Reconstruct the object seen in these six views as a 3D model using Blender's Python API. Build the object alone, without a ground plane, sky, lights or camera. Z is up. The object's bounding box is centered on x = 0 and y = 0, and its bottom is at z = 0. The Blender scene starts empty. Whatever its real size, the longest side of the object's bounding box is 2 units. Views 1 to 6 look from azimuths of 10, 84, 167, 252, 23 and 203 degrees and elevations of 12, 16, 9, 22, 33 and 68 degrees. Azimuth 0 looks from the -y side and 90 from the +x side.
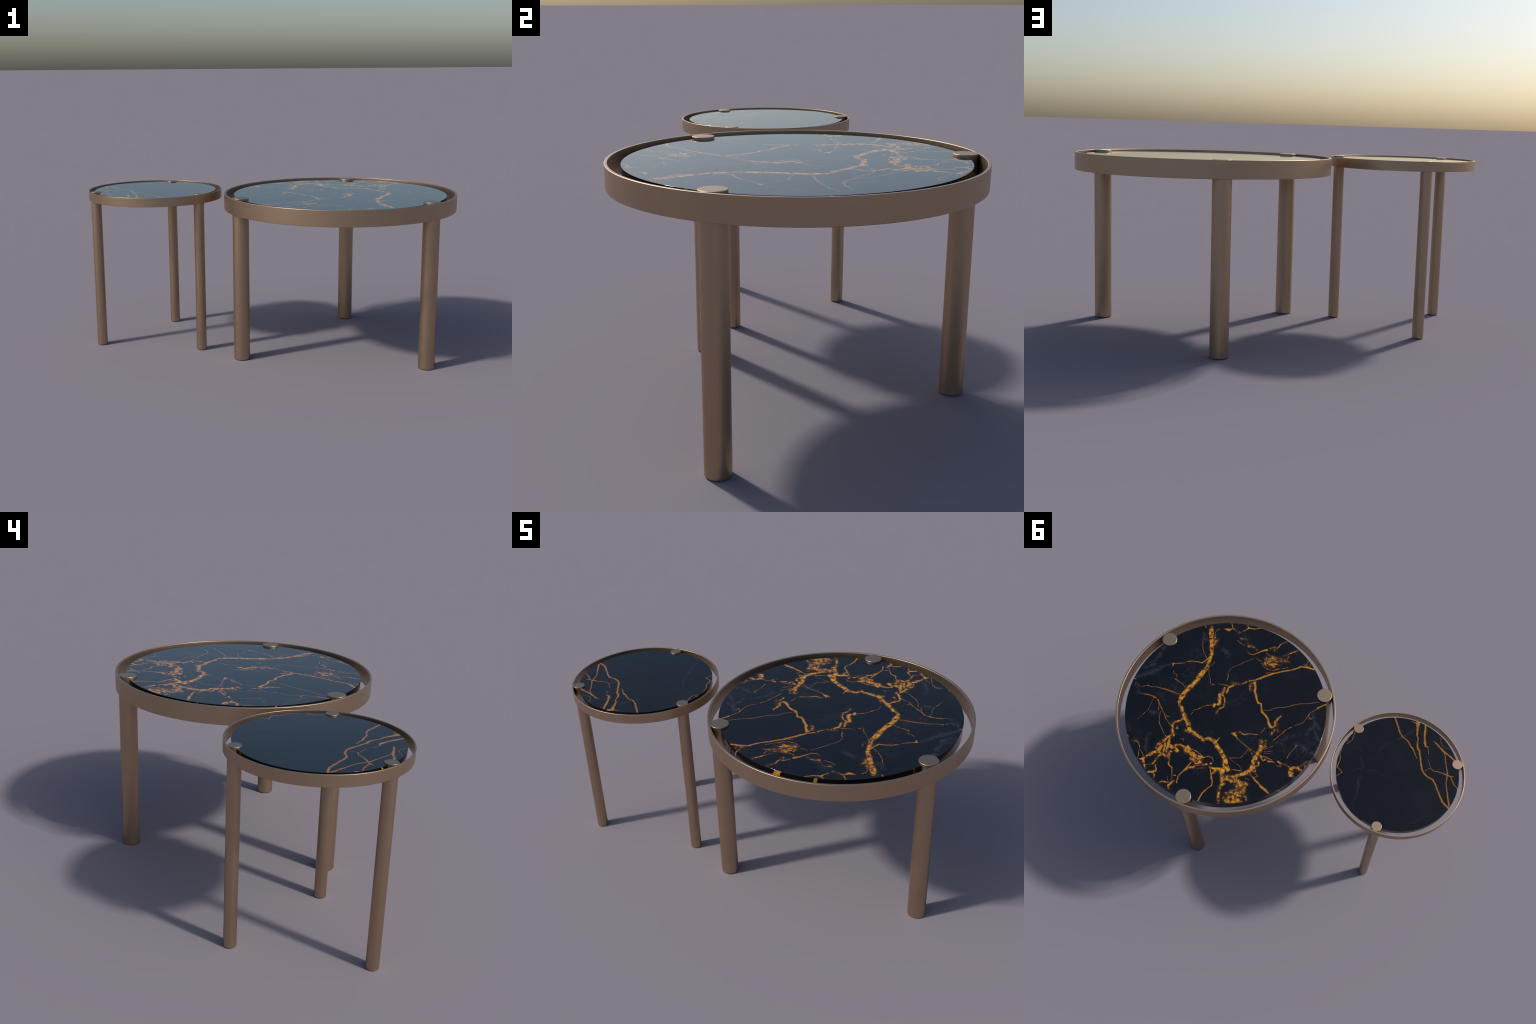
"""Two nesting round tables: bronze ring frames on three round legs, black marble
tops crossed by gold veins.  All lengths in metres, veins in millimetres from the
centre of their top: (x, y, full width) along the spine of each vein."""
import math
import bpy
import bmesh
from mathutils import Vector

# --------------------------------------------------------------------------
# vein spines: kind, name, control points
#   gold    = broad mottled vein      thread = hair-fine copper vein
#   ribbon  = smooth unbroken gold vein
#   crackle = broken-up gold patch    wisp   = faint grey smoke
# --------------------------------------------------------------------------
LARGE_TOP_VEINS = [
    ("gold", "trunk", [(290, -457, 16.7), (280, -431, 30.5), (266, -400, 27.8), (248, -363, 25), (234, -328, 23.6), (220, -301, 22.2), (213, -267, 19.4), (213, -239, 20.8), (206, -205, 19.4), (215, -169, 29.1), (224, -126, 29.1), (232, -87, 25), (245, -54, 26.4), (256, -19, 25), (262, 22, 29.1), (262, 53, 16.7), (251, 76, 14.4), (231, 85, 16.7), (215, 110, 19.4), (193, 129, 25), (172, 147, 19.4), (156, 168, 22.2), (138, 187, 22.2), (125, 196, 13.9), (103, 200, 22.2), (68, 209, 18), (36, 218, 17.2), (17, 198, 19.4), (-9, 201, 20.8), (-38, 212, 22.2), (-48, 228, 23.6), (-77, 243, 22.2), (-102, 266, 22.2), (-122, 283, 27.8), (-134, 311, 33.3), (-151, 328, 36.1), (-135, 347, 38.9)]),
    ("gold", "left_fork", [(195, 139, 11.1), (205, 157, 13.9), (226, 174, 13.3), (238, 195, 11.1), (227, 214, 10.5), (217, 240, 16.7), (207, 256, 22.2), (226, 274, 11.1), (229, 286, 13.9), (241, 307, 15.3), (256, 334, 16.7), (256, 360, 16.7)]),
    ("ribbon", "left_nugget", [(236, 338, 16.7), (241, 367, 23.6)]),
    ("gold", "left_arm", [(248, 377, 16.7), (268, 401, 20.8), (287, 426, 12.5), (301, 448, 15.3), (283, 467, 12.5), (264, 492, 9.7)]),
    ("ribbon", "hanging_drop", [(214, 276, 11.1), (208, 304, 20.8), (202, 331, 15.3)]),
    ("gold", "arch", [(189, 319, 22.2), (164, 325, 26.4), (144, 334, 20.8)]),
    ("gold", "arch_top", [(168, 304, 12.5), (145, 293, 12.5), (121, 298, 15.3), (107, 302, 23.6), (99, 319, 23.6)]),
    ("gold", "arch_right", [(102, 287, 13.9), (76, 309, 25), (47, 324, 26.4), (16, 326, 22.2), (39, 320, 20.8), (2, 322, 20.8)]),
    ("ribbon", "bead", [(178, 349, 13.9), (173, 349, 13.9)]),
    ("gold", "loop_drip", [(216, 353, 12.5), (209, 374, 12.5), (191, 386, 13.9), (173, 385, 12.5)]),
    ("gold", "cell_left", [(218, 388, 12.5), (229, 405, 10.5), (232, 436, 11.7), (237, 451, 10.5)]),
    ("ribbon", "cell_right", [(220, 454, 7.8), (205, 474, 8.9), (202, 486, 11.7), (215, 497, 15.3), (236, 506, 15.3)]),
    ("ribbon", "cell_tail", [(205, 506, 8.9), (194, 515, 6.7), (194, 528, 5)]),
    ("thread", "cell_bar", [(269, 474, 4.2), (245, 461, 4.2)]),
    ("ribbon", "lower_drip", [(173, 385, 8.3), (160, 396, 4.4), (159, 416, 7.8), (150, 428, 8.9), (128, 435, 7.2), (114, 465, 5.6), (100, 495, 5)]),
    ("gold", "lower_star", [(86, 498, 6.1), (96, 516, 15.3), (102, 535, 14.4), (97, 552, 11.7)]),
    ("gold", "lower_star_left", [(96, 516, 10.5), (123, 524, 7.8), (143, 526, 5.6), (153, 538, 5.6)]),
    ("thread", "lower_flecks", [(133, 490, 2.8), (120, 507, 4.2)]),
    ("gold", "middle_band", [(53, 346, 16.7), (35, 351, 15.3), (1, 351, 18), (24, 360, 16.7), (-2, 350, 18), (-22, 354, 12.5), (-39, 344, 10.5)]),
    ("ribbon", "band_dot", [(-57, 333, 12.5), (-61, 332, 12.5)]),
    ("ribbon", "band_branch", [(45, 369, 7.8), (53, 392, 7.8), (60, 424, 10.5), (69, 444, 7.8), (76, 466, 7.8), (68, 505, 6.7)]),
    ("gold", "band_branch_fork", [(16, 386, 10.5), (34, 394, 14.4), (47, 405, 12.2), (60, 424, 10)]),
    ("gold", "band_under", [(37, 398, 11.1), (24, 386, 9.4), (20, 375, 5.6), (2, 368, 5), (-26, 356, 4.2)]),
    ("thread", "band_under_thread", [(-3, 386, 2.8), (-38, 368, 3.3)]),
    ("thread", "band_over", [(74, 292, 6.7), (44, 296, 6.7), (20, 303, 6.7), (-5, 316, 7.8)]),
    ("thread", "band_link", [(-8, 316, 5.6), (-24, 298, 6.7), (-52, 298, 5.6), (-68, 319, 3.9)]),
    ("gold", "crossing", [(-56, 354, 6.1), (-86, 354, 16.7), (-109, 344, 18), (-131, 339, 22.2)]),
    ("ribbon", "crossing_tail", [(-63, 357, 5.6), (-81, 382, 8.3), (-94, 406, 10.5), (-109, 425, 7.8), (-114, 449, 6.9), (-98, 475, 7.2), (-85, 512, 9.4), (-82, 558, 10.5)]),
    ("gold", "crossing_elbow", [(-88, 386, 8.3), (-99, 362, 13.9), (-121, 343, 16.7)]),
    ("crackle", "column", [(-137, 366, 22.2), (-154, 391, 27.8), (-167, 411, 26.4), (-161, 433, 16.7), (-165, 463, 15.5), (-175, 497, 13.9), (-189, 529, 12.8)]),
    ("crackle", "arm_root", [(-165, 373, 13.9), (-192, 366, 22.2), (-220, 348, 25)]),
    ("gold", "right_arm", [(-219, 345, 22.2), (-242, 322, 23.6), (-264, 303, 23.6), (-277, 276, 29.1), (-271, 242, 23.6), (-268, 214, 29.1), (-271, 183, 22.2)]),
    ("crackle", "arm_head", [(-271, 183, 22.2), (-277, 154, 20.8), (-270, 124, 27.8), (-258, 102, 20.8)]),
    ("crackle", "arm_horn", [(-282, 95, 15.3), (-294, 124, 13.3), (-285, 138, 10.5)]),
    ("crackle", "patch_upper", [(-198, 379, 30.5), (-226, 374, 27.8), (-256, 375, 29.1), (-286, 369, 18.3)]),
    ("crackle", "patch_right", [(-286, 375, 11.1), (-285, 407, 23.6), (-292, 430, 18.3), (-312, 441, 11.1), (-325, 461, 7.8)]),
    ("crackle", "patch_middle", [(-203, 460, 12.8), (-241, 445, 27.8), (-274, 444, 31.9)]),
    ("crackle", "patch_lower", [(-204, 489, 19.4), (-230, 500, 27.8), (-260, 487, 31.9), (-286, 471, 25), (-302, 473, 15.3)]),
    ("crackle", "patch_bridge", [(-234, 393, 16.7), (-251, 412, 11.1), (-224, 439, 10.5)]),
    ("gold", "arm_lobes", [(-296, 229, 15.3), (-302, 243, 10.5), (-282, 260, 20.8), (-294, 281, 20.8)]),
    ("ribbon", "right_root", [(-278, 307, 4.4), (-302, 320, 6.7), (-318, 330, 11.7), (-343, 339, 10.5), (-364, 353, 15.5), (-391, 361, 15.5), (-413, 371, 12.8)]),
    ("thread", "right_triangle", [(-305, 293, 5), (-328, 305, 3.9), (-304, 318, 3.9)]),
    ("thread", "patch_barb", [(-265, 339, 4.2), (-287, 341, 4.2)]),
    ("gold", "east_start", [(-289, 186, 12.5), (-314, 202, 18.3), (-324, 197, 13.9)]),
    ("thread", "east_upper", [(-305, 182, 6.7), (-333, 184, 6.7), (-359, 186, 6.1)]),
    ("ribbon", "east_bead", [(-344, 201, 12.5), (-352, 199, 11.1), (-374, 195, 6.1)]),
    ("gold", "east_run", [(-391, 183, 10.5), (-413, 187, 9.4), (-439, 183, 6.7), (-462, 189, 7.8)]),
    ("crackle", "east_shade", [(-395, 208, 6.9), (-418, 199, 8.3)]),
    ("gold", "east_lobe", [(-474, 195, 22.2), (-484, 220, 27.8), (-483, 233, 15.5), (-503, 231, 10.5), (-511, 238, 7.8)]),
    ("gold", "east_lobe_top", [(-479, 186, 14.4), (-502, 176, 15.5), (-528, 182, 12.8)]),
    ("crackle", "east_tip", [(-510, 167, 6.7), (-526, 147, 7.2), (-536, 127, 6.7), (-553, 116, 6.7)]),
    ("thread", "east_tip_drip", [(-538, 145, 5.6), (-541, 161, 5.6)]),
    ("ribbon", "hook", [(21, -156, 11.7), (40, -133, 13.3), (37, -98, 12.2)]),
    ("gold", "hook_left", [(60, -121, 12.5), (56, -91, 20), (67, -72, 20), (59, -48, 18.3), (48, -24, 21.1), (52, -12, 15.5)]),
    ("gold", "hook_loop", [(48, -73, 11.7), (35, -64, 9.4), (23, -38, 6.7), (19, -8, 7.8), (32, 6, 9.4), (39, 21, 6.7)]),
    ("ribbon", "hook_knob", [(71, -4, 20.8), (70, 6, 16.7)]),
    ("crackle", "hook_dust", [(38, 24, 6.7), (37, 44, 9.4)]),
    ("crackle", "bar_start", [(35, -166, 9.4), (11, -169, 12.2), (-15, -181, 7.2), (-34, -195, 10), (-51, -216, 9.4)]),
    ("ribbon", "long_bar", [(-51, -216, 8.9), (-82, -238, 9.4), (-107, -262, 10.5), (-124, -280, 11.1), (-103, -253, 10.5), (-129, -282, 12.2), (-157, -311, 11.1), (-184, -330, 10.5), (-213, -352, 10.5), (-244, -369, 10), (-271, -396, 10), (-289, -414, 10.5), (-329, -423, 13.3), (-363, -425, 12.2)]),
    ("gold", "bar_prongs", [(-334, -427, 10), (-335, -449, 6.7)]),
    ("crackle", "bar_specks", [(-298, -430, 6.1), (-315, -435, 6.7), (-311, -461, 6.7)]),
    ("crackle", "stem_knot", [(-83, -222, 15.5), (-70, -199, 15.5), (-74, -176, 15.5), (-83, -162, 12.8)]),
    ("ribbon", "stem", [(-84, -219, 15.5), (-100, -190, 13.9), (-107, -165, 15.5), (-125, -144, 16.1), (-139, -119, 12.2), (-154, -107, 14.4), (-169, -107, 11.1), (-181, -87, 10.5), (-192, -64, 12.8), (-219, -51, 14.4), (-241, -36, 13.3), (-256, -15, 15), (-272, 2, 18.3), (-280, 5, 16.1)]),
    ("gold", "stem_cup", [(-280, 5, 13.9), (-294, -14, 15.5), (-288, -35, 17.2), (-294, -58, 12.8), (-301, -78, 7.8)]),
    ("crackle", "stem_drip", [(-305, -32, 4.2), (-317, 1, 4.2), (-324, 21, 4.2)]),
    ("crackle", "stem_dust", [(-302, 7, 8.3), (-296, 43, 13.9)]),
    ("thread", "east_thread", [(-194, -74, 3.9), (-229, -88, 3.9), (-251, -109, 4.4), (-269, -125, 5), (-296, -135, 4.4), (-318, -149, 4.4), (-343, -171, 5), (-372, -192, 5), (-425, -215, 4.4), (-469, -244, 3.3)]),
    ("ribbon", "east_rim", [(-512, -244, 12.8), (-496, -230, 6.7), (-475, -205, 11.7)]),
    ("thread", "east_rim_thread", [(-475, -205, 5.6), (-462, -182, 4.4), (-447, -159, 4.4), (-441, -135, 5.6), (-435, -96, 3.9), (-417, -71, 4.4), (-396, -57, 3.9)]),
    ("thread", "east_rim_thread_low", [(-383, -40, 5), (-360, -10, 4.4), (-348, 21, 4.4), (-334, 47, 4.4), (-317, 79, 3.3)]),
    ("thread", "east_spur", [(-442, -140, 3.3), (-461, -123, 7.8), (-469, -137, 3.9)]),
    ("thread", "small_dash", [(-238, 62, 3.9), (-245, 40, 3.9), (-249, 20, 3.3)]),
    ("thread", "scratch", [(-452, 52, 3.3), (-442, 86, 3.3), (-432, 123, 3.9), (-430, 144, 5.6)]),
    ("thread", "whisker", [(-298, 159, 3.3), (-340, 135, 2.8)]),
    ("thread", "whisker_low", [(-303, 168, 2.2), (-335, 152, 2.2)]),
    ("thread", "whisker_top", [(-295, 142, 3.3), (-315, 125, 3.3), (-333, 103, 3.3)]),
    ("gold", "tick_head", [(-106, 114, 11.1), (-94, 122, 12.2), (-117, 126, 10.5), (-126, 133, 6.1)]),
    ("thread", "tick_tail", [(-128, 136, 5), (-158, 150, 5.6), (-211, 171, 5.6), (-231, 183, 5), (-247, 196, 4.4)]),
    ("thread", "tick_twin", [(-213, 169, 3.3), (-235, 171, 3.9), (-253, 181, 3.3)]),
    ("thread", "tick_return", [(-212, 174, 3.3), (-207, 206, 3.9), (-192, 242, 3.9), (-138, 264, 5)]),
    ("thread", "tick_lower", [(-146, 268, 2.8), (-177, 277, 3.3), (-209, 287, 3.3), (-229, 305, 2.8)]),
    ("thread", "tick_bar", [(-179, 322, 5), (-230, 308, 5)]),
    ("ribbon", "tick_arm", [(-141, 103, 7.8), (-157, 103, 10.5), (-169, 95, 6.7), (-192, 84, 5.6), (-227, 74, 5.6)]),
    ("crackle", "tick_dust", [(-118, 107, 6.1), (-130, 98, 9.4)]),
    ("thread", "knob_thread", [(83, 4, 5.6), (108, 18, 5), (128, 36, 3.9), (147, 58, 4.4), (165, 74, 4.4)]),
    ("thread", "knob_thread_end", [(165, 86, 3.9), (167, 104, 3.3)]),
    ("gold", "trunk_thorn", [(-32, 198, 8.3), (-38, 176, 7.2)]),
    ("thread", "west_upper", [(525, 38, 2.8), (515, 51, 3.3), (496, 46, 3.9), (473, 29, 5), (448, 28, 3.9), (420, 18, 5.6), (380, 14, 6.7), (334, 11, 7.8), (302, 12, 6.9), (273, 11, 6.9)]),
    ("thread", "west_bend", [(487, 92, 2.8), (465, 84, 5), (439, 79, 7.8), (410, 79, 7.8), (381, 87, 7.8), (364, 102, 7.2), (345, 122, 5.6), (323, 141, 5), (304, 155, 5), (292, 173, 4.4), (271, 191, 3.9), (240, 204, 5.6)]),
    ("thread", "west_bend_spur", [(365, 103, 3.9), (343, 149, 4.4)]),
    ("thread", "west_bend_stub", [(296, 164, 5.6), (277, 161, 6.1)]),
    ("thread", "west_inner", [(334, 145, 3.9), (325, 183, 4.4), (309, 217, 3.9), (281, 243, 4.4), (252, 271, 4.4), (234, 279, 5)]),
    ("thread", "west_outer", [(405, 84, 2.8), (404, 125, 2.8), (402, 163, 3.3), (413, 191, 3.3), (421, 215, 2.2), (432, 244, 1.7)]),
    ("thread", "north_west", [(259, -41, 4.4), (303, -58, 4.4), (344, -68, 7.2)]),
    ("thread", "north_west_dots", [(341, -78, 2.8), (348, -100, 2.8), (367, -100, 4.2), (375, -114, 2.8)]),
    ("thread", "north_bar_hook", [(391, -140, 6.9), (400, -154, 9.4)]),
    ("thread", "north_bar", [(400, -154, 8.3), (369, -167, 6.9), (338, -183, 5)]),
    ("ribbon", "north_bar_end", [(331, -195, 6.1), (302, -211, 7.8), (265, -221, 6.1), (267, -220, 6.9), (248, -220, 7.8), (235, -240, 9.4), (224, -267, 10.5)]),
    ("thread", "north_slash", [(303, -359, 3.3), (287, -321, 3.9), (264, -287, 3.9), (233, -259, 3.9)]),
    ("thread", "north_ear", [(245, -408, 3.3), (258, -433, 3.9), (255, -453, 5), (242, -466, 2.8)]),
    ("crackle", "north_curl", [(231, -384, 11.1), (216, -402, 6.7)]),
    ("thread", "north_curl_low", [(186, -260, 2.2), (180, -248, 2.8), (190, -224, 2.8)]),
    ("thread", "centre_drop", [(201, -218, 2.8), (176, -164, 2.8), (156, -137, 3.3), (142, -107, 4.4)]),
    ("thread", "centre_dash", [(138, -117, 3.9), (126, -120, 3.9)]),
    ("thread", "centre_bar", [(106, -132, 3.9), (80, -138, 4.4), (62, -140, 5.6), (46, -146, 5.6)]),
    ("thread", "north_east_thread", [(-15, -359, 3.3), (2, -339, 3.3), (26, -313, 4.4), (45, -289, 3.3), (67, -266, 2.8), (79, -245, 3.9)]),
    ("thread", "north_east_drop", [(79, -245, 2.2), (82, -217, 3.9), (70, -197, 7.2), (68, -171, 3.3)]),
    ("ribbon", "rim_stub", [(194, -527, 5.6), (176, -506, 6.7)]),
    ("ribbon", "rim_drop", [(216, -480, 5.6), (200, -481, 16.7), (190, -481, 15.3), (175, -500, 5.6)]),
    ("crackle", "rim_chain", [(169, -500, 5.6), (141, -488, 6.9), (125, -489, 10.5)]),
    ("ribbon", "rim_fork", [(112, -504, 5.6), (97, -521, 6.1), (87, -537, 11.1), (58, -543, 7.8), (26, -560, 5.6)]),
    ("ribbon", "rim_fork_up", [(102, -549, 7.8), (86, -537, 9.4)]),
    ("ribbon", "rim_dot", [(327, -455, 7.2), (323, -447, 7.2)]),
    ("crackle", "ne_chain", [(103, -454, 9.4), (81, -461, 5.6), (64, -461, 5.6)]),
    ("thread", "ne_dash", [(118, -435, 2.8), (83, -423, 3.3), (63, -420, 3.3)]),
    ("crackle", "ne_curl", [(51, -437, 10.5), (38, -423, 10.5), (26, -432, 10.5), (4, -426, 7.2), (-16, -416, 7.2)]),
    ("ribbon", "ne_crook", [(35, -392, 3.3), (16, -378, 4.4), (-5, -381, 6.7), (-20, -399, 6.9), (-40, -419, 7.8), (-43, -424, 10.5), (-65, -440, 15.3)]),
    ("crackle", "ne_wing", [(-81, -457, 8.3), (-105, -475, 13.3), (-110, -455, 11.1), (-120, -485, 6.7)]),
    ("gold", "ne_wing_tip", [(-120, -485, 5.6), (-126, -509, 6.1), (-145, -526, 5.6), (-155, -541, 4.2)]),
    ("thread", "ne_strut", [(-73, -421, 5.6), (-100, -411, 5.6)]),
    ("crackle", "ne_heart", [(-86, -390, 15.5), (-104, -379, 21.1), (-131, -390, 21.1), (-151, -395, 13.3)]),
    ("crackle", "ne_heart_low", [(-86, -354, 12.8), (-106, -351, 18.3), (-146, -361, 23.9)]),
    ("crackle", "ne_rays", [(-107, -410, 8.3), (-146, -415, 10.5), (-187, -424, 8.3)]),
    ("crackle", "ne_rays_low", [(-174, -401, 8.3), (-193, -418, 9.4), (-218, -417, 4.2)]),
    ("gold", "ne_ray_tip", [(-165, -437, 3.9), (-189, -458, 5.6), (-208, -480, 9.4), (-233, -505, 6.7)]),
    ("thread", "ne_ray_spur", [(-197, -429, 4.2), (-201, -450, 6.7)]),
    ("thread", "ne_base", [(-72, -348, 5.6), (-99, -330, 4.4), (-129, -325, 4.4), (-157, -335, 6.7), (-173, -350, 3.9), (-196, -363, 2.8), (-220, -380, 5)]),
    ("thread", "ne_dash_low", [(-118, -301, 3.3), (-127, -301, 5), (-141, -312, 2.8)]),
    ("crackle", "ne_fleck", [(-165, -376, 5.6), (-183, -379, 5.6)]),
    ("thread", "ne_edge", [(-25, -369, 2.2), (-44, -362, 3.9), (-63, -359, 5.6)]),
    ("thread", "far_west", [(440, 349, 3.9), (429, 361, 3.9)]),
    ("thread", "far_west_loop", [(404, 371, 3.3), (387, 367, 4.4), (369, 370, 3.3)]),
    ("thread", "far_west_bow", [(387, 361, 5), (370, 364, 6.1), (351, 383, 5.6), (342, 399, 3.9), (329, 410, 3.9), (310, 422, 4.4), (298, 437, 5)]),
    ("thread", "far_west_leg", [(341, 411, 3.9), (332, 441, 3.3), (327, 458, 3.9)]),
    ("thread", "centre_hook", [(163, 262, 3.3), (142, 256, 3.9), (136, 266, 3.3)]),
    ("gold", "fork_tear", [(212, 194, 8.3), (202, 209, 13.3)]),
    ("gold", "west_rim", [(316, 456, 6.1), (300, 451, 7.8)]),
    ("ribbon", "west_dot", [(561, 17, 8.3), (554, 15, 7.8)]),
    ("crackle", "trunk_dust", [(156, 202, 15.3), (130, 205, 15.3)]),
    ("thread", "trunk_ear", [(155, 147, 5.6), (142, 162, 5.6)]),
    ("thread", "lower_stub", [(101, 472, 6.7), (91, 468, 5.6)]),
    ("crackle", "patch_core", [(-159, 402, 25), (-170, 384, 25), (-195, 374, 27.8)]),
    ("crackle", "patch_cross", [(-263, 391, 25), (-262, 423, 22.2), (-256, 458, 27.8), (-216, 490, 25)]),
    ("crackle", "patch_cross_right", [(-267, 415, 16.7), (-286, 445, 22.2)]),
    ("crackle", "ne_core", [(-82, -378, 16.7), (-120, -401, 16.7), (-162, -414, 13.9)]),
    ("crackle", "ne_core_low", [(-90, -359, 21.1), (-119, -364, 23.9), (-152, -378, 19.4)]),
    ("crackle", "ne_core_right", [(-155, -401, 15.5), (-189, -411, 12.8)]),
    ("crackle", "west_core", [(225, 321, 19.4), (207, 346, 23.6), (178, 368, 19.4)]),
    ("crackle", "west_core_low", [(229, 379, 15.5), (207, 379, 18.3), (177, 384, 15.5)]),
    ("crackle", "west_core_right", [(89, 308, 22.2), (55, 327, 22.2), (27, 335, 21.1)]),
    ("crackle", "west_core_end", [(55, 347, 15.5), (29, 349, 13.9), (-2, 336, 12.8)]),
    ("crackle", "trunk_side", [(255, -415, 11.1), (233, -380, 13.9), (227, -346, 11.1)]),
    ("wisp", "smoke_sweep", [(491, -226, 22.2), (489, -180, 11.1), (495, -137, 13.9), (516, -100, 19.4), (546, -76, 16.7)]),
    ("wisp", "smoke_low", [(551, 8, 4.4), (517, -35, 7.2), (483, -59, 16.7), (453, -104, 10), (419, -143, 4.4)]),
    ("wisp", "smoke_rim", [(544, 41, 7.2), (526, 65, 6.1), (501, 90, 5.6)]),
    ("wisp", "smoke_centre", [(213, -351, 2.8), (187, -351, 3.9), (152, -344, 8.3), (123, -322, 13.9)]),
    ("wisp", "smoke_ear", [(313, -399, 11.1), (289, -368, 16.7)]),
    ("wisp", "smoke_west", [(386, 170, 8.3), (367, 169, 19.4), (348, 168, 13.9)]),
    ("wisp", "smoke_line", [(334, 295, 2.2), (333, 331, 5), (316, 375, 6.1), (301, 415, 3.9)]),
    ("wisp", "smoke_east", [(-467, -167, 2.8), (-494, -106, 9.4), (-488, -70, 11.1), (-479, -39, 12.8)]),
    ("wisp", "smoke_east_low", [(-504, -114, 2.8), (-520, -86, 8.3), (-526, -52, 10), (-531, -30, 7.8), (-558, -8, 3.9)]),
    ("wisp", "smoke_web", [(-362, 69, 5.6), (-391, 81, 10), (-406, 104, 4.4)]),
    ("wisp", "smoke_web_right", [(-450, 47, 5.6), (-479, 58, 15.5), (-501, 69, 16.7), (-551, 65, 11.1)]),
    ("wisp", "smoke_thread", [(-333, 88, 2.8), (-362, 56, 2.8), (-400, 14, 2.8), (-444, -21, 2.2)]),
    ("wisp", "smoke_scratch", [(-403, 104, 2.2), (-453, 84, 2.2)]),
]

SMALL_TOP_VEINS = [
    ("ribbon", "west_vein", [(122, -308, 11.1), (89, -264, 11.1), (71, -238, 11.7), (65, -229, 9.9), (43, -214, 9), (21, -206, 9), (2, -195, 9), (-16, -176, 9.9), (-31, -168, 10.4), (-47, -148, 6.8), (-71, -121, 5.4)]),
    ("ribbon", "middle_vein_head", [(30, -323, 3.6), (7, -322, 8.6), (-9, -317, 13.5)]),
    ("ribbon", "middle_vein", [(-7, -330, 22.6), (-13, -300, 15.8), (-20, -275, 13.1), (-25, -255, 11.7), (-37, -238, 7.7), (-42, -216, 9), (-46, -199, 10.8), (-59, -177, 14.9), (-71, -166, 11.7), (-80, -143, 9.9), (-93, -121, 10.8), (-104, -94, 12.2), (-113, -74, 12.2), (-132, -53, 11.3), (-153, -41, 10.1), (-184, -35, 11.3), (-191, -34, 11.3), (-213, -11, 11.3), (-229, 10, 11.3), (-251, 35, 11.3), (-276, 66, 12.2), (-295, 76, 11.3), (-317, 87, 13.5)]),
    ("ribbon", "short_vein", [(-50, -327, 11.3), (-59, -299, 14.4), (-65, -274, 13.1), (-72, -253, 12.2), (-81, -227, 14.9), (-91, -209, 11.7), (-104, -207, 8.6)]),
    ("thread", "short_vein_drip", [(-108, -203, 4.5), (-120, -173, 4.1)]),
    ("thread", "short_vein_dash", [(-128, -139, 3.2), (-141, -118, 4.1), (-153, -104, 3.2), (-159, -96, 2.3)]),
    ("thread", "bridge_hook", [(-133, -72, 2.7), (-142, -75, 5), (-158, -94, 5)]),
    ("ribbon", "bridge", [(-160, -92, 5.4), (-176, -84, 5.6), (-198, -89, 7.2), (-217, -91, 6.8), (-233, -92, 9), (-253, -89, 9), (-272, -88, 7.7), (-287, -94, 6.8)]),
    ("thread", "bridge_tail", [(-275, -87, 9), (-294, -63, 8.6), (-308, -48, 7.7), (-332, -34, 7.7)]),
    ("ribbon", "east_vein", [(-120, -252, 4.1), (-141, -246, 9.9), (-165, -232, 11.3), (-189, -217, 12.2), (-217, -207, 12.2), (-238, -200, 12.2), (-264, -186, 12.2)]),
    ("ribbon", "east_stem", [(-198, -208, 5.6), (-211, -189, 7.2), (-218, -165, 7.2), (-235, -135, 7.2), (-254, -98, 9), (-262, -45, 7.7), (-274, -16, 7.2), (-292, 20, 9), (-308, 52, 10.1), (-317, 74, 11.3)]),
    ("thread", "rim_hair", [(-153, -290, 3.6), (-161, -262, 4.1), (-174, -249, 3.2), (-200, -243, 2.7), (-224, -242, 2.3)]),
    ("ribbon", "corner", [(293, -146, 6.8), (295, -137, 6.8), (297, -109, 5.9), (295, -91, 5.4), (303, -74, 5), (315, -61, 5)]),
    ("ribbon", "corner_fleck", [(318, -82, 7.2), (325, -73, 6.8)]),
    ("ribbon", "rim_zigzag", [(329, -39, 3.6), (331, -14, 5), (329, 12, 6.3), (315, 46, 6.3), (315, 86, 7.2), (314, 92, 6.3), (295, 101, 5.9), (278, 112, 5.9), (290, 126, 5), (302, 144, 5.6)]),
    ("wisp", "smoke_line", [(279, -81, 3.2), (252, -68, 3.2), (230, -48, 4.1), (214, -17, 5.9), (190, 27, 11.3), (183, 58, 4.5), (175, 81, 4.5), (170, 113, 4.5)]),
    ("wisp", "smoke_low", [(186, 68, 4.4), (175, 147, 11.1), (162, 211, 8.9), (165, 251, 16.7), (149, 294, 22.2)]),
    ("wisp", "smoke_bar", [(223, 80, 5.6), (205, 59, 4.1), (165, 48, 2.3), (126, 37, 2.3), (85, 44, 2.7), (40, 36, 2.7)]),
    ("wisp", "smoke_streak", [(136, -89, 1.8), (124, -129, 3.2), (101, -146, 5.6), (83, -165, 4.5)]),
    ("wisp", "smoke_streak_east", [(65, -189, 11.1), (49, -210, 8.9), (23, -237, 13.3), (1, -279, 4.4)]),
    ("wisp", "smoke_south", [(-136, 285, 3.3), (-168, 244, 4.4), (-199, 204, 4.4), (-239, 169, 4.4)]),
]

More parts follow.
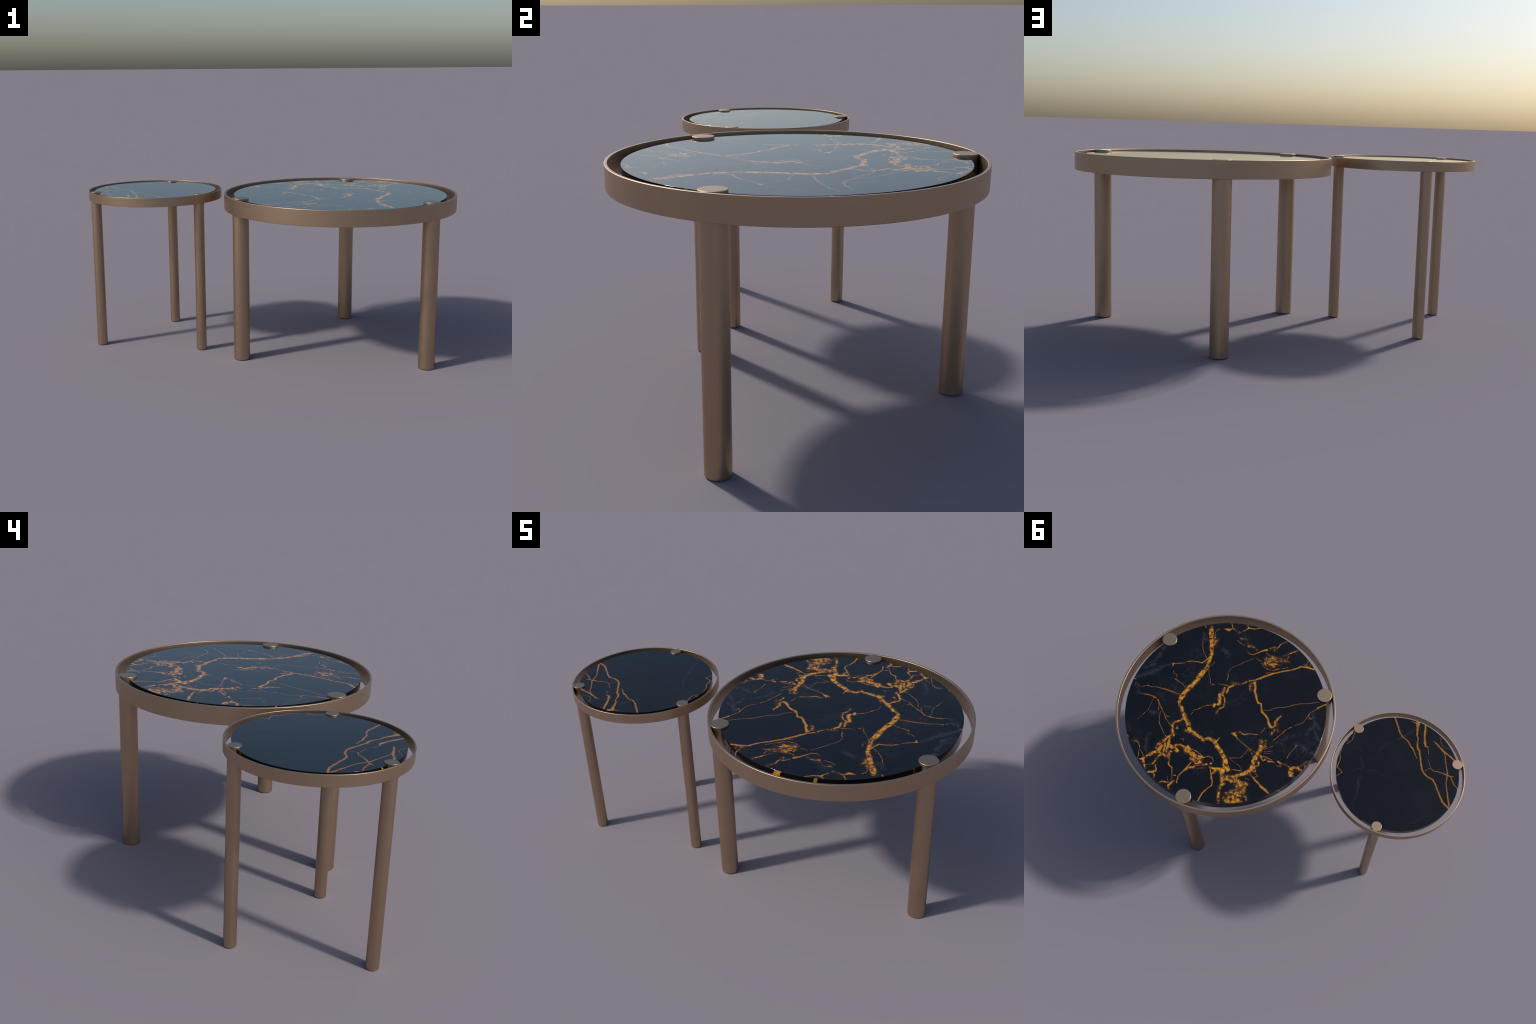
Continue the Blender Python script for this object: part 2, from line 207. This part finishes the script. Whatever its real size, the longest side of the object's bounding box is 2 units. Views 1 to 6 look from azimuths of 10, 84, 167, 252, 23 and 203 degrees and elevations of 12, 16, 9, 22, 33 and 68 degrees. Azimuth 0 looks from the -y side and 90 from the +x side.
# gold inclusions that surface on the polished edge: angle (deg), width (mm), slant
LARGE_EDGE_MARKS = [(-99.5, 32, -0.5), (-82.4, 13, -0.2), (-124.5, 5, -0.6), (-39.5, 4, 0.1), (143, 5, 0.5),
                    (2, 7, 0.3), (54, 5, 0.9), (178, 6, -0.5)]
SMALL_EDGE_MARKS = [(-160, 6, 0.8), (100, 4, 0.4), (20, 4, -0.3)]

LARGE = dict(centre=(0.3838, 0.0), radius=0.6162, wall=0.0107, rim_low=0.7797, top=0.8606,
             leg_radius=0.0423, legs=[(-0.4820, -0.2897), (0.4816, -0.2890), (0.0, 0.5650)],
             slab_radius=0.5643, slab_low=0.7945, slab_top=0.8525, bevel=0.0020, cell=0.19, ragged=1.0)
SMALL = dict(centre=(-0.6348, -0.0020), radius=0.3652, wall=0.0062, rim_low=0.8130, top=0.8606,
             leg_radius=0.0275, legs=[(-0.2858, -0.1678), (0.2864, -0.1672), (0.0, 0.3320)],
             slab_radius=0.3338, slab_low=0.8220, slab_top=0.8558, bevel=0.0013, cell=0.17, ragged=0.15)


# ------------------------------------------------------------------ meshes
def lathe(name, box, bevel, segments, cell=None):
    """Turn a rounded rectangle (r0, r1, z0, z1) about the z axis: a ring, or a solid if r0 is 0.
    cell: also cut the solid along a square grid of that pitch."""
    r0, r1, z0, z1 = box
    if r0 > 0:
        profile = round_profile([(r1, z0), (r1, z1), (r0, z1), (r0, z0)], bevel, True)
    else:
        profile = round_profile([(0, z0), (r1, z0), (r1, z1), (0, z1)], bevel, False)
    bm = bmesh.new()
    rings = []
    for r, z in profile:
        if r == 0:
            rings.append([bm.verts.new((0, 0, z))])
        else:
            rings.append([bm.verts.new((r * math.cos(2 * math.pi * i / segments),
                                        r * math.sin(2 * math.pi * i / segments), z))
                          for i in range(segments)])
    for a, b in list(zip(rings, rings[1:])) + ([(rings[-1], rings[0])] if r0 > 0 else []):
        for i in range(segments):
            j = (i + 1) % segments
            if len(a) == 1:
                bm.faces.new((a[0], b[j], b[i]))
            elif len(b) == 1:
                bm.faces.new((a[i], a[j], b[0]))
            else:
                bm.faces.new((a[i], a[j], b[j], b[i]))
    if cell:
        for k in range(-int(r1 / cell), int(r1 / cell) + 1):
            for axis in ((1, 0, 0), (0, 1, 0)):
                bmesh.ops.bisect_plane(bm, geom=bm.verts[:] + bm.edges[:] + bm.faces[:], dist=1e-7,
                                       plane_co=Vector(axis) * k * cell, plane_no=axis)
    bmesh.ops.recalc_face_normals(bm, faces=bm.faces)
    mesh = bpy.data.meshes.new(name)
    bm.to_mesh(mesh)
    bm.free()
    mesh.polygons.foreach_set("use_smooth", [True] * len(mesh.polygons))

    def clamp(v, low, high):
        return min(max(v, low), high)

    normals = []
    for v in mesh.vertices:       # exact normals of the rounded rectangle
        r = math.hypot(v.co.x, v.co.y)
        dr = r - clamp(r, r0 + bevel if r0 > 0 else 0, r1 - bevel)
        dz = v.co.z - clamp(v.co.z, z0 + bevel, z1 - bevel)
        dr, dz = (0 if abs(d) < 1e-6 else d for d in (dr, dz))
        u = (v.co.x / r, v.co.y / r) if r > 1e-6 else (0, 0)
        normals.append(Vector((u[0] * dr, u[1] * dr, dz)).normalized())
    mesh.normals_split_custom_set_from_vertices(normals)
    return mesh


def rounded(corner, before, after, size, steps=4):
    """Points of a quarter-round of the given size at a profile corner."""
    c, b, a = Vector(corner), Vector(before), Vector(after)
    d0, d1 = (b - c).normalized() * size, (a - c).normalized() * size
    centre = c + d0 + d1
    return [tuple(centre - d1 * math.cos(t) - d0 * math.sin(t))
            for t in (math.pi / 2 * i / steps for i in range(steps + 1))]


def round_profile(corners, size, closed):
    out, n = [], len(corners)
    for i, c in enumerate(corners):
        if not closed and i in (0, n - 1):
            out.append(c)
        else:
            out += rounded(c, corners[i - 1], corners[(i + 1) % n], size)
    return out


# --------------------------------------------------------------- materials
class Graph:
    def __init__(self, name):
        self.material = bpy.data.materials.new(name)
        self.material.use_nodes = True
        self.tree = self.material.node_tree
        self.bsdf = self.tree.nodes["Principled BSDF"]

    def node(self, kind, **settings):
        n = self.tree.nodes.new(kind)
        for k, v in settings.items():
            setattr(n, k, v)
        return n

    def put(self, socket, value):
        if isinstance(value, bpy.types.NodeSocket):
            self.tree.links.new(value, socket)
        elif value is not None:
            socket.default_value = value

    def math(self, op, a, b=None, c=None, clamp=False):
        n = self.node("ShaderNodeMath", operation=op, use_clamp=clamp)
        for s, v in zip(n.inputs, (a, b, c)):
            self.put(s, v)
        return n.outputs[0]

    def vec(self, op, a, b=None, c=None, scale=None):
        n = self.node("ShaderNodeVectorMath", operation=op)
        for s, v in zip(n.inputs, (a, b, c)):
            self.put(s, v)
        if scale is not None:
            self.put(n.inputs["Scale"], scale)
        return n.outputs["Value" if op in ("LENGTH", "DOT_PRODUCT", "DISTANCE") else "Vector"]

    def noise(self, at, scale, detail=3.0, rough=0.55, colour=False):
        n = self.node("ShaderNodeTexNoise")
        self.put(n.inputs["Vector"], at)
        n.inputs["Scale"].default_value = scale
        n.inputs["Detail"].default_value = detail
        n.inputs["Roughness"].default_value = rough
        return n.outputs["Color" if colour else "Fac"]

    def step(self, value, low, high, to=(0.0, 1.0)):
        n = self.node("ShaderNodeMapRange", interpolation_type="SMOOTHSTEP")
        for s, v in zip(n.inputs, (value, low, high, *to)):
            self.put(s, v)
        return n.outputs[0]

    def mix(self, fac, a, b):
        n = self.node("ShaderNodeMix", data_type="RGBA")
        self.put(n.inputs[0], fac)
        self.put(n.inputs[6], a if isinstance(a, bpy.types.NodeSocket) else (*a, 1))
        self.put(n.inputs[7], b if isinstance(b, bpy.types.NodeSocket) else (*b, 1))
        return n.outputs[2]


def bronze():
    g = Graph("satin_bronze")
    at = g.node("ShaderNodeTexCoord").outputs["Object"]
    grain = g.noise(at, 900, 2)
    cloud = g.noise(at, 9, 2)
    tone = g.mix(cloud, BRONZE_DARK, BRONZE_LIGHT)
    g.put(g.bsdf.inputs["Base Color"], tone)
    g.bsdf.inputs["Metallic"].default_value = 1.0
    g.put(g.bsdf.inputs["Roughness"], g.step(grain, 0.3, 0.7, (BRONZE_ROUGH - 0.02, BRONZE_ROUGH + 0.02)))
    return g.material


BRONZE_DARK, BRONZE_LIGHT, BRONZE_ROUGH = (0.440, 0.316, 0.216), (0.470, 0.339, 0.232), 0.42
BLACK, BLACK_LIFT = (0.0022, 0.0024, 0.0032), (0.0045, 0.0048, 0.0056)
GOLD_TONES = [(0.34, (0.040, 0.015, 0.005)), (0.43, (0.17, 0.058, 0.008)), (0.51, (0.36, 0.142, 0.011)),
              (0.58, (0.50, 0.222, 0.017)), (0.68, (0.68, 0.36, 0.045))]
HAZE = (0.060, 0.026, 0.006)
COPPER, OLIVE, SMOKE = (0.20, 0.066, 0.012), (0.018, 0.014, 0.008), (0.034, 0.037, 0.044)


def new_group(name, inputs):
    tree = bpy.data.node_groups.new(name, "ShaderNodeTree")
    for socket, kind in inputs:
        tree.interface.new_socket(socket, in_out="INPUT", socket_type=kind)
    tree.interface.new_socket("Gap", in_out="OUTPUT", socket_type="NodeSocketFloat")
    g = Graph.__new__(Graph)
    g.tree = tree
    return g, g.node("NodeGroupInput").outputs


def segment_group():
    """Distance from a straight tapering piece of vein, kept if nearer than Nearest."""
    g, given = new_group("vein_segment", [("Position", "NodeSocketVector"), ("Start", "NodeSocketVector"),
                                          ("Run", "NodeSocketVector"), ("Step", "NodeSocketVector"),
                                          ("Half Width", "NodeSocketFloat"), ("Taper", "NodeSocketFloat"),
                                          ("Nearest", "NodeSocketFloat")])
    rel = g.vec("SUBTRACT", given["Position"], given["Start"])
    dot = g.vec("DOT_PRODUCT", rel, given["Step"])
    clamp = g.node("ShaderNodeClamp")
    g.put(clamp.inputs[0], dot)
    foot = g.vec("SCALE", given["Run"], scale=clamp.outputs[0])
    gap = g.vec("LENGTH", g.vec("SUBTRACT", rel, foot))
    gap = g.math("MULTIPLY_ADD", clamp.outputs[0], given["Taper"], gap)
    gap = g.math("SUBTRACT", gap, given["Half Width"])
    gap = g.math("MINIMUM", gap, given["Nearest"])
    g.put(g.node("NodeGroupOutput").inputs[0], gap)
    return g.tree


def vein_group(name, spine, segment):
    g, given = new_group(name, [("Position", "NodeSocketVector"), ("Nearest", "NodeSocketFloat")])
    best = given["Nearest"]
    pts = [tuple(v / 1000 for v in p) for p in spine]
    for (ax, ay, aw), (bx, by, bw) in zip(pts, pts[1:]):
        dx, dy = bx - ax, by - ay
        length = max(dx * dx + dy * dy, 1e-9)
        n = g.node("ShaderNodeGroup", node_tree=segment)
        for socket, value in zip(n.inputs, (given["Position"], (ax, ay, 0), (dx, dy, 0), (dx / length, dy / length, 0),
                                            aw / 2, (aw - bw) / 2, best)):
            g.put(socket, value)
        best = n.outputs[0]
    g.put(g.node("NodeGroupOutput").inputs[0], best)
    return g.tree


def nearest_edge(g, at, veins, segment):
    """Signed distance (m) from the edge of the nearest vein."""
    best = 1.0
    for name, spine in veins:
        n = g.node("ShaderNodeGroup", node_tree=vein_group("vein_" + name, spine, segment))
        g.put(n.inputs[0], at)
        g.put(n.inputs[1], best)
        best = n.outputs[0]
    return best


def marble(name, veins, segment, ragged):
    """Black stone.  ragged: 1 for torn, pitted veins with gold dust, 0 for clean ones."""
    g = Graph(name)
    coord = g.node("ShaderNodeTexCoord").outputs["Object"]
    flat = g.vec("MULTIPLY", coord, (1, 1, 0))

    # let the spines wander: a slow waver and a ragged fine one
    slow = g.vec("SUBTRACT", g.noise(flat, 22, 2, colour=True), (0.5, 0.5, 0.5))
    fine = g.vec("SUBTRACT", g.noise(flat, 62, 4, 0.68, colour=True), (0.5, 0.5, 0.5))
    jitter = 0.004 + 0.009 * ragged
    at = g.vec("MULTIPLY_ADD", slow, (0.006, 0.006, 0), flat)
    hair = g.vec("MULTIPLY_ADD", fine, (0.008, 0.008, 0), at)
    at = g.vec("MULTIPLY_ADD", fine, (jitter, jitter, 0), at)

    kinds = {"gold": [], "ribbon": [], "thread": [], "crackle": [], "wisp": []}
    for kind, vein, spine in veins:
        kinds[kind].append((vein, spine))
    gold = nearest_edge(g, at, kinds["gold"], segment)
    ribbon = nearest_edge(g, hair, kinds["ribbon"], segment)
    thread = nearest_edge(g, hair, kinds["thread"], segment)
    crackle = nearest_edge(g, at, kinds["crackle"], segment)
    soft = g.vec("MULTIPLY_ADD", slow, (0.025, 0.025, 0), at)
    wisp = nearest_edge(g, soft, kinds["wisp"], segment)

    grain = g.noise(at, 50, 4, 0.68)
    cells = g.noise(at, 50, 3, 0.6)
    specks = g.noise(flat, 140, 4, 0.65)
    broad = g.noise(flat, 24, 2)
    # veins swell and pinch along their length
    swell = g.math("MULTIPLY", g.math("SUBTRACT", g.noise(flat, 34, 2), 0.5), 0.011 * ragged)
    gold = g.math("ADD", gold, g.math("MULTIPLY", swell, g.step(gold, 0.0, -0.006)))
    ribbon = g.math("ADD", ribbon, 0.0004 + 0.0004 * (1 - ragged))

    # dark ground with faint cloud, smoke and the olive stain beside the veins
    cloud = g.step(g.noise(flat, 5, 5, 0.6), 0.45, 0.75)
    colour = g.mix(cloud, BLACK, BLACK_LIFT)
    swirl = g.node("ShaderNodeTexNoise")
    g.put(swirl.inputs["Vector"], flat)
    for socket, value in (("Scale", 11), ("Detail", 5), ("Roughness", 0.6), ("Distortion", 1.2)):
        swirl.inputs[socket].default_value = value
    ridge = g.math("ABSOLUTE", g.math("SUBTRACT", swirl.outputs["Fac"], 0.5))
    streak = g.step(ridge, 0.085, 0.0, (0.10, 0.50 + 0.25 * ragged))
    colour = g.mix(g.math("MULTIPLY", g.step(ridge, 0.035, 0.0), g.step(g.noise(flat, 4.5, 2), 0.46, 0.66, (0.0, 0.28 * ragged))), colour, SMOKE)
    colour = g.mix(g.math("MULTIPLY", g.step(wisp, 0.005 + 0.013 * ragged, -0.010), streak), colour, SMOKE)
    either = g.math("MINIMUM", gold, crackle)
    stain = g.math("MULTIPLY", g.step(either, 0.018, -0.002), g.step(broad, 0.40, 0.66, (0.0, 0.4 + 0.6 * ragged)))
    colour = g.mix(stain, colour, OLIVE)

    haze = g.math("MULTIPLY", g.step(crackle, 0.008, -0.008), g.step(specks, 0.30, 0.62, (0.25, 0.95)))
    colour = g.mix(haze, colour, HAZE)

    # gold tone: brown at the rim of a vein, bright in the middle, mottled throughout
    level = g.math("ADD", grain, g.step(either, 0.001, -0.009, (-0.065, 0.018)))
    ramp = g.node("ShaderNodeValToRGB")
    g.put(ramp.inputs[0], level)
    while len(ramp.color_ramp.elements) < len(GOLD_TONES):
        ramp.color_ramp.elements.new(0.5)
    for element, (place, tone) in zip(ramp.color_ramp.elements, GOLD_TONES):
        element.position, element.color = place + 0.04 * (1 - ragged), (*tone, 1)
    tone = ramp.outputs[0]

    # gold dust scattered beside the veins
    dust = g.math("MULTIPLY", g.step(either, 0.016, 0.0), g.step(specks, 0.60, 0.68))
    dust = g.math("MULTIPLY", dust, g.step(broad, 0.46, 0.62, (0.0, 0.75 * ragged)))
    colour = g.mix(dust, colour, COPPER)

    # hair-fine copper veins, here and there broken
    cut = g.math("MULTIPLY_ADD", g.step(g.noise(flat, 45, 3), 0.42, 0.30), 0.0030, thread)
    fleck = g.mix(g.step(grain, 0.42, 0.66), COPPER, tone)
    colour = g.mix(g.math("MULTIPLY", g.step(cut, 0.0008, -0.0014), g.step(specks, 0.25, 0.55, (0.55, 1.0))), colour, fleck)

    # crackled patches: a lace of gold around dark cells
    net = g.math("ABSOLUTE", g.math("SUBTRACT", g.noise(at, 36, 4, 0.65), 0.5))
    lace = g.math("MULTIPLY_ADD", g.step(net, 0.035, 0.085), 0.014, crackle)
    lace = g.math("MULTIPLY_ADD", g.step(cells, 0.44, 0.36), 0.010, lace)
    colour = g.mix(g.step(lace, 0.0035, -0.0045), colour, tone)

    # broad veins, hollow in places: dark inclusions inside a gold rim
    hollow = g.math("MULTIPLY", g.step(cells, 0.445, 0.395), g.step(gold, -0.0022, -0.0052, (0.0, 0.92 * ragged)))
    body = g.math("MULTIPLY", g.step(gold, 0.0014, -0.0020), g.math("SUBTRACT", 1.0, hollow))
    colour = g.mix(body, colour, tone)

    # smooth veins: even gold with a browner rim and a little streaking
    shine = g.math("MULTIPLY_ADD", g.math("SUBTRACT", grain, 0.5), 2.4, g.step(ribbon, 0.0005, -0.0055, (0.08, 0.72)))
    lo, hi = (GOLD_TONES[1][1], GOLD_TONES[3][1]) if ragged > 0.5 else ((0.15, 0.058, 0.010), (0.37, 0.160, 0.018))
    colour = g.mix(g.step(ribbon, 0.0010, -0.0012), colour, g.mix(g.math("MAXIMUM", g.math("MINIMUM", shine, 1.0), 0.0), lo, hi))

    g.put(g.bsdf.inputs["Base Color"], colour)
    g.bsdf.inputs["Roughness"].default_value = 0.06
    g.bsdf.inputs["IOR"].default_value = 1.5
    return g.material


def marble_edge(name, marks, radius):
    g = Graph(name)
    coord = g.node("ShaderNodeTexCoord").outputs["Object"]
    split = g.node("ShaderNodeSeparateXYZ")
    g.put(split.inputs[0], coord)
    x, y, z = split.outputs
    angle = g.math("ARCTAN2", y, x)
    wave = g.math("MULTIPLY", g.math("SUBTRACT", g.noise(coord, 60, 3), 0.5), 0.016)
    colour = g.mix(g.noise(coord, 12, 4), BLACK, BLACK_LIFT)
    mask = None
    for degrees, width, slant in marks:
        along = g.math("MULTIPLY_ADD", angle, radius, -math.radians(degrees) * radius)
        along = g.math("ADD", g.math("MULTIPLY_ADD", z, slant, along), wave)
        m = g.step(g.math("ABSOLUTE", along), width / 2000 + 0.001, width / 2000 - 0.001)
        mask = m if mask is None else g.math("MAXIMUM", mask, m)
    tone = g.mix(g.step(g.noise(coord, 90, 4), 0.35, 0.65), GOLD_TONES[2][1], GOLD_TONES[4][1])
    colour = g.mix(mask, colour, tone)
    g.put(g.bsdf.inputs["Base Color"], colour)
    g.bsdf.inputs["Roughness"].default_value = 0.06
    return g.material


# ---------------------------------------------------------------- assembly
def add(name, mesh, parent, location):
    obj = bpy.data.objects.new(name, mesh)
    bpy.context.collection.objects.link(obj)
    obj.parent = parent
    obj.location = location
    return obj


def near_field(veins, field, cell, margin=26):
    """The runs of veins within margin (mm) of a square field of the slab."""
    x0, y0 = (1000 * cell * k - margin for k in field)
    x1, y1 = x0 + 1000 * cell + 2 * margin, y0 + 1000 * cell + 2 * margin
    kept = []
    for kind, name, spine in veins:
        run = []
        for a, b in zip(spine, spine[1:]):
            w = max(a[2], b[2]) / 2
            if (max(a[0], b[0]) + w > x0 and min(a[0], b[0]) - w < x1
                    and max(a[1], b[1]) + w > y0 and min(a[1], b[1]) - w < y1):
                run = run or [a]
                run.append(b)
            elif run:
                kept.append((kind, name, run))
                run = []
        if run:
            kept.append((kind, name, run))
    return kept


def table(name, label, spec, metal, veins, segment, edge_material):
    root = bpy.data.objects.new(name, None)
    bpy.context.collection.objects.link(root)
    root.location = (*spec["centre"], 0)
    root.empty_display_size = 0.1
    root["label"], root["category"] = label, "table"

    outer, inner = spec["radius"], spec["radius"] - spec["wall"]
    low, top, b = spec["rim_low"], spec["top"], spec["bevel"]
    rim = lathe("rim", (inner, outer, low, top), b, 256)
    rim.materials.append(metal)
    add("rim", rim, root, (0, 0, 0))

    leg = lathe("leg", (0, spec["leg_radius"], 0, top + LEG_PROUD), b, 64)
    leg.materials.append(metal)
    for x, y in spec["legs"]:
        add("leg", leg, root, (x, y, 0))

    # the top: each square field of the slab only evaluates the veins that come near it
    height, cell = spec["slab_top"] - spec["slab_low"], spec["cell"]
    slab = lathe("tabletop", (0, spec["slab_radius"], -height, 0), 0.0012, 256, cell)
    slab.materials.append(edge_material)
    slots = {}
    for p in slab.polygons:
        if abs(p.normal.z) < 0.8:
            continue
        field = (math.floor(p.center.x / cell), math.floor(p.center.y / cell))
        if field not in slots:
            slots[field] = len(slab.materials)
            slab.materials.append(marble(name + "_marble", near_field(veins, field, cell), segment, spec["ragged"]))
        p.material_index = slots[field]
    add("tabletop", slab, root, (0, 0, spec["slab_top"]))
    return root


LEG_PROUD = 0.0004
metal = bronze()
vein_segment = segment_group()
table("coffee_table", "low round bronze table with gold-veined black marble top", LARGE, metal, LARGE_TOP_VEINS,
      vein_segment, marble_edge("large_marble_edge", LARGE_EDGE_MARKS, LARGE["slab_radius"]))
table("side_table", "slim round bronze table with black marble top", SMALL, metal, SMALL_TOP_VEINS,
      vein_segment, marble_edge("small_marble_edge", SMALL_EDGE_MARKS, SMALL["slab_radius"]))
